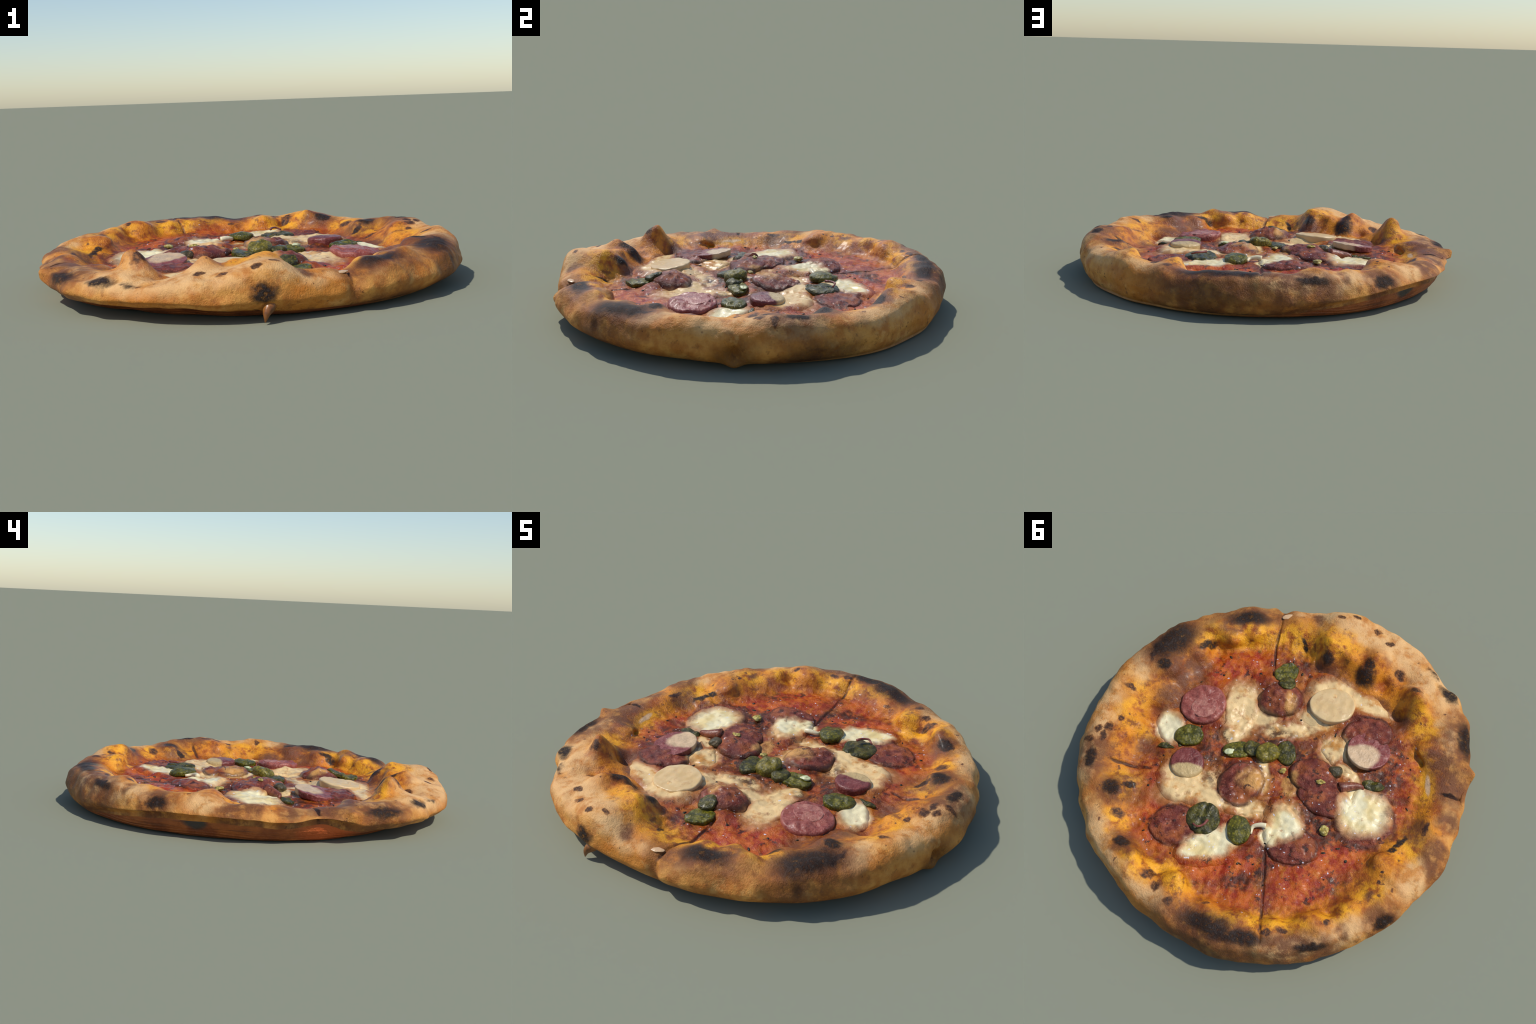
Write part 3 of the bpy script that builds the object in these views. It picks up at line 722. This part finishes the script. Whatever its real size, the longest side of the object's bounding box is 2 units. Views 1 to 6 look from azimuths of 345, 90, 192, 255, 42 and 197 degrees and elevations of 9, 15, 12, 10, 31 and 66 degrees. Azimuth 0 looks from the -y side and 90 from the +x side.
# ------------------------------------------------------------------ assemble
def main():
    pizza = bpy.data.objects.new("pizza", None)
    bpy.context.scene.collection.objects.link(pizza)
    pizza["label"] = "round wood-fired pizza with charred puffy crust, salami, cheese and pickled peppers"
    pizza["category"] = "pizza"

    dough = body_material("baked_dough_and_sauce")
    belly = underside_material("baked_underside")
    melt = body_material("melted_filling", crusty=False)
    Q, nS, nC, N = build_body()
    split_body(Q, nS, nC, N, pizza, dough, belly)

    white = cheese_material("melted_white_cheese", (.80, .68, .42), (.82, .72, .50), (.66, .42, .15), amt=.35)
    puck = cheese_material("pale_cheese_disc", (.70, .47, .21), (.76, .54, .27), (.50, .24, .08), amt=.35)
    # --- melted cheese pools (coloured by position, so that they run into the sauce)
    pools = [
        (.013, [(.667, -.119), (.627, -.191), (.557, -.217), (.503, -.139), (.506, -.096), (.509, -.02), (.49, .024), (.535, .024), (.602, -.022)]),
        (.009, [(.348, -.349), (.264, -.447), (.185, -.395), (.149, -.274), (.18, -.176), (.24, -.095), (.296, -.082), (.33, -.144), (.311, -.199)]),
        (.012, [(.567, .179), (.547, .062), (.478, .09), (.329, .109), (.254, .126), (.20, .212), (.141, .252), (.152, .298), (.244, .303), (.36, .306), (.47, .305), (.54, .247)]),
        (.015, [(.331, .506), (.267, .439), (.168, .343), (.112, .351), (.056, .435), (-.013, .443), (.029, .514), (.137, .585), (.27, .619), (.349, .581)]),
        (.016, [(-.02, .197), (-.073, .14), (-.147, .19), (-.232, .258), (-.258, .332), (-.243, .397), (-.16, .405), (-.078, .404), (-.036, .31)]),
        (.015, [(-.355, .187), (-.417, .088), (-.459, -.025), (-.592, -.016), (-.661, .069), (-.669, .167), (-.607, .257), (-.509, .278), (-.411, .254)]),
        (.012, [(-.038, -.585), (-.136, -.627), (-.28, -.572), (-.424, -.551), (-.53, -.427), (-.464, -.402), (-.378, -.39), (-.263, -.308), (-.091, -.297), (-.058, -.397)]),
        (.011, [(-.217, -.204), (-.322, -.256), (-.364, -.155), (-.41, -.073), (-.317, -.081), (-.231, -.149)]),
        (.010, [(.23, .249), (.128, .24), (.046, .182), (-.041, .146), (-.047, .219), (.042, .274), (.102, .30), (.172, .295)]),
    ]
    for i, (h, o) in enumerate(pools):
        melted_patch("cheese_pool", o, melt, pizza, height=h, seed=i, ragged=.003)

    # --- salami and sausage slices
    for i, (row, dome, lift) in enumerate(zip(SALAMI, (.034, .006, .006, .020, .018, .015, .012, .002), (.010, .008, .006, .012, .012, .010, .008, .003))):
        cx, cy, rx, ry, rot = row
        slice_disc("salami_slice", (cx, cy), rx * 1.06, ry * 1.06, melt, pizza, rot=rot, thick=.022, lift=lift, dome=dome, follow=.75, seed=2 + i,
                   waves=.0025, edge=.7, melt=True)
    red = meat_material("salami_meat", (.20, .045, .032), (.33, .085, .060), (.55, .26, .20))
    brown = meat_material("baked_salami_meat", (.17, .042, .020), (.30, .085, .035), (.52, .26, .15))
    pink = meat_material("pink_sausage", (.27, .058, .040), (.40, .115, .080), (.66, .33, .25))
    pinkcore = meat_material("pink_sausage_core", (.36, .10, .075), (.50, .20, .14), (.74, .46, .36))
    small_m = meat_material("small_sausage_two_tone", (.155, .028, .022), (.24, .055, .042), (.45, .2, .16), cap=(.66, .46, .20), cap_rows=[(-.015, .062, .11, .052, 10)])
    lift_m = meat_material("raised_slice_two_tone", (.20, .038, .030), (.30, .075, .058), (.5, .25, .20), cap=(.72, .49, .28), cap_rows=[(.05, .065, .12, .075, 35)])
    s1 = slice_disc("sausage_slice", (.444, -.262), .122, .116, pink, pizza, rot=10, thick=.045, lift=.022, tilt=(-.10, .02), follow=.3, dome=.004, seed=10, wob=.02)
    core = slice_disc("sausage_core", (.432, -.240), .068, .064, pinkcore, pizza, rot=10, thick=.012, lift=.0265, tilt=(-.10, .02), follow=.3, dome=.002, seed=11, wob=.03, waves=.001)
    slice_disc("small_sausage_slice", (.421, .090), .086, .084, small_m, pizza, thick=.050, lift=.028, follow=.1, dome=.006, tilt=(0, -.05), seed=12, wob=.02, edge=.25, waves=.001)
    slice_disc("raised_sausage_slice", (-.455, -.215), .112, .106, lift_m, pizza, rot=10, thick=.032, lift=.028, tilt=(.10, .14), follow=.0, dome=.002, seed=13, wob=.02, edge=.15, waves=.001)
    slice_disc("pale_disc", (-.212, -.424), .122, .104, puck, pizza, rot=12, thick=.045, lift=.024, tilt=(.03, .12), follow=.0, dome=.003, seed=14, wob=.025, edge=.2, waves=.001)

    # --- pickled pepper slices
    g1 = pickle_material("green_pickle_skin", (.070, .068, .003), (.175, .150, .006), (.42, .33, .02))
    g2 = pickle_material("dark_pickle_skin", (.040, .035, .003), (.110, .092, .005), (.25, .20, .02))
    g3 = pickle_material("olive_pickle_flesh", (.14, .115, .006), (.25, .19, .012), (.46, .38, .08))
    slice_disc("pickle_slice", (.073, -.560), .068, .056, g1, pizza, rot=50, thick=.022, lift=.020, tilt=(.02, .10), follow=.2, dome=.006, seed=20)
    slice_disc("pickle_slice", (.048, -.485), .046, .042, g2, pizza, rot=50, thick=.022, lift=.040, tilt=(.0, .3), follow=.2, dome=.004, seed=21)
    slice_disc("pickle_slice", (.462, -.066), .074, .062, g1, pizza, rot=25, thick=.026, lift=.020, follow=.4, dome=.008, seed=22)
    slice_disc("pickle_slice", (.190, -.055), .090, .046, g1, pizza, rot=20, thick=.02, lift=.016, follow=.5, dome=.006, seed=23, wob=.08)
    slice_disc("pickle_slice", (.122, -.076), .048, .046, g2, pizza, rot=0, thick=.026, lift=.024, follow=.3, dome=.006, seed=24)
    slice_disc("pickle_slice", (.040, -.070), .062, .058, g3, pizza, rot=30, thick=.04, lift=.036, follow=.2, dome=.014, tilt=(.05, .15), seed=25)
    slice_disc("pickle_slice", (-.050, -.098), .052, .070, g2, pizza, rot=10, thick=.03, lift=.026, follow=.4, dome=.008, seed=26, wob=.08)
    ring = slice_disc("pickle_slice", (.252, .358), .088, .084, g2, pizza, rot=20, thick=.032, lift=.018, follow=.3, dome=.004, cup=.0, tilt=(.05, -.05), seed=27)
    slice_disc("pickle_slice", (.064, .374), .062, .072, g1, pizza, rot=20, thick=.026, lift=.022, follow=.3, dome=.010, tilt=(.0, -.1), seed=28)
    slice_disc("pickle_slice", (-.520, -.045), .058, .030, g2, pizza, rot=0, thick=.018, lift=.010, follow=.6, dome=.004, seed=29, wob=.08)
    slice_disc("pickle_slice", (.540, .010), .060, .020, g2, pizza, rot=15, thick=.012, lift=.006, follow=.8, seed=30, wob=.1)

    # --- small bits
    cream = cheese_material("almond_flesh", (.70, .43, .22), (.76, .50, .28), (.55, .28, .10), amt=.4)
    bead = pickle_material("pepper_seed", (.50, .36, .06), (.62, .50, .14), (.75, .66, .35))
    mint = cheese_material("pale_flake", (.62, .64, .34), (.70, .70, .42), (.4, .4, .1), amt=.3)
    dark = pickle_material("burnt_herb", (.020, .014, .008), (.04, .03, .012), (.10, .08, .03))
    hz = lambda x, y, up: (x, y, float(sauce_height(np.array(x), np.array(y))) + up)
    pebble("almond", (.150, -.882, .158), (.032, .017, .005), cream, pizza, 1, 20, .06)
    pebble("pepper_seed", hz(-.261, .026, .030), (.022, .014, .010), bead, pizza, 2, 20)
    pebble("pepper_seed", hz(-.340, .262, .014), (.026, .022, .012), bead, pizza, 3, 60)
    pebble("pepper_seed", hz(-.060, .005, .010), (.018, .012, .008), bead, pizza, 4, 40)
    pebble("cheese_flake", hz(.232, -.026, .020), (.026, .018, .007), mint, pizza, 5, 30)
    pebble("blackened_bulb", hz(-.318, -.060, .012), (.040, .034, .030), pickle_material("blistered_olive", (.07, .055, .02), (.14, .09, .035), (.3, .2, .1)), pizza, 6, 10, .06)
    strand("cheese_strand", spline([hz(.004, .375, .008), hz(.002, .338, .014), hz(-.03, .322, .022), hz(-.06, .318, .02)], 14), np.linspace(.008, .014, 14), white, pizza)
    strand("pepper_sliver", spline([hz(.29, .405, .030), hz(.262, .418, .040), hz(.235, .40, .046), hz(.222, .372, .044)], 12), np.linspace(.004, .007, 12), red, pizza)
    strand("pepper_sliver", spline([hz(-.36, .02, .012), hz(-.42, -.01, .014), hz(-.46, -.02, .012), hz(-.478, -.012, .006)], 12), np.linspace(.030, .006, 12), brown, pizza)
    strand("burnt_crust_tail", spline([(-.165, -.930, .085), (-.180, -.968, .062), (-.197, -.987, .038), (-.205, -.993, .006)], 14), np.array([.034 * (1 - (q / 13) ** 1.2) + .002 for q in range(14)]), cheese_material("burnt_crust", (.40, .16, .04), (.22, .075, .018), (.08, .028, .010), amt=.6), pizza)
    # crumbs of herb and charred cheese scattered over the sauce
    V, F = [], []
    k = 0
    while k < 70:
        x, y = rng.uniform(-.72, .72, 2)
        rr = math.hypot(x, y)
        if rr > float(foot_r(math.atan2(y, x))) - .02: continue
        s = rng.uniform(.004, .010); nu = 7
        a = np.arange(nu) / nu * TAU + rng.uniform(0, 6)
        z = float(sauce_height(np.array(x), np.array(y)))
        st = rng.uniform(.5, 1.6); th = rng.uniform(0, math.pi)
        for rad, up in ((1, -.002), (.85, .0025), (.3, .004)):
            jx, jy = rad * s * st * np.cos(a) * rng.uniform(.8, 1.2, nu), rad * s / st * np.sin(a) * rng.uniform(.8, 1.2, nu)
            V += np.column_stack([x + jx * math.cos(th) - jy * math.sin(th), y + jx * math.sin(th) + jy * math.cos(th), np.full(nu, z + up)]).tolist()
        b = k * 21
        F += (grid_faces(3, nu, b)).tolist() + [[b + 14 + q for q in range(nu)]]
        k += 1
    crumbs = new_mesh("herb_crumbs", V, F, dark, pizza)
    crumbs["kind"] = "stuff"

main()
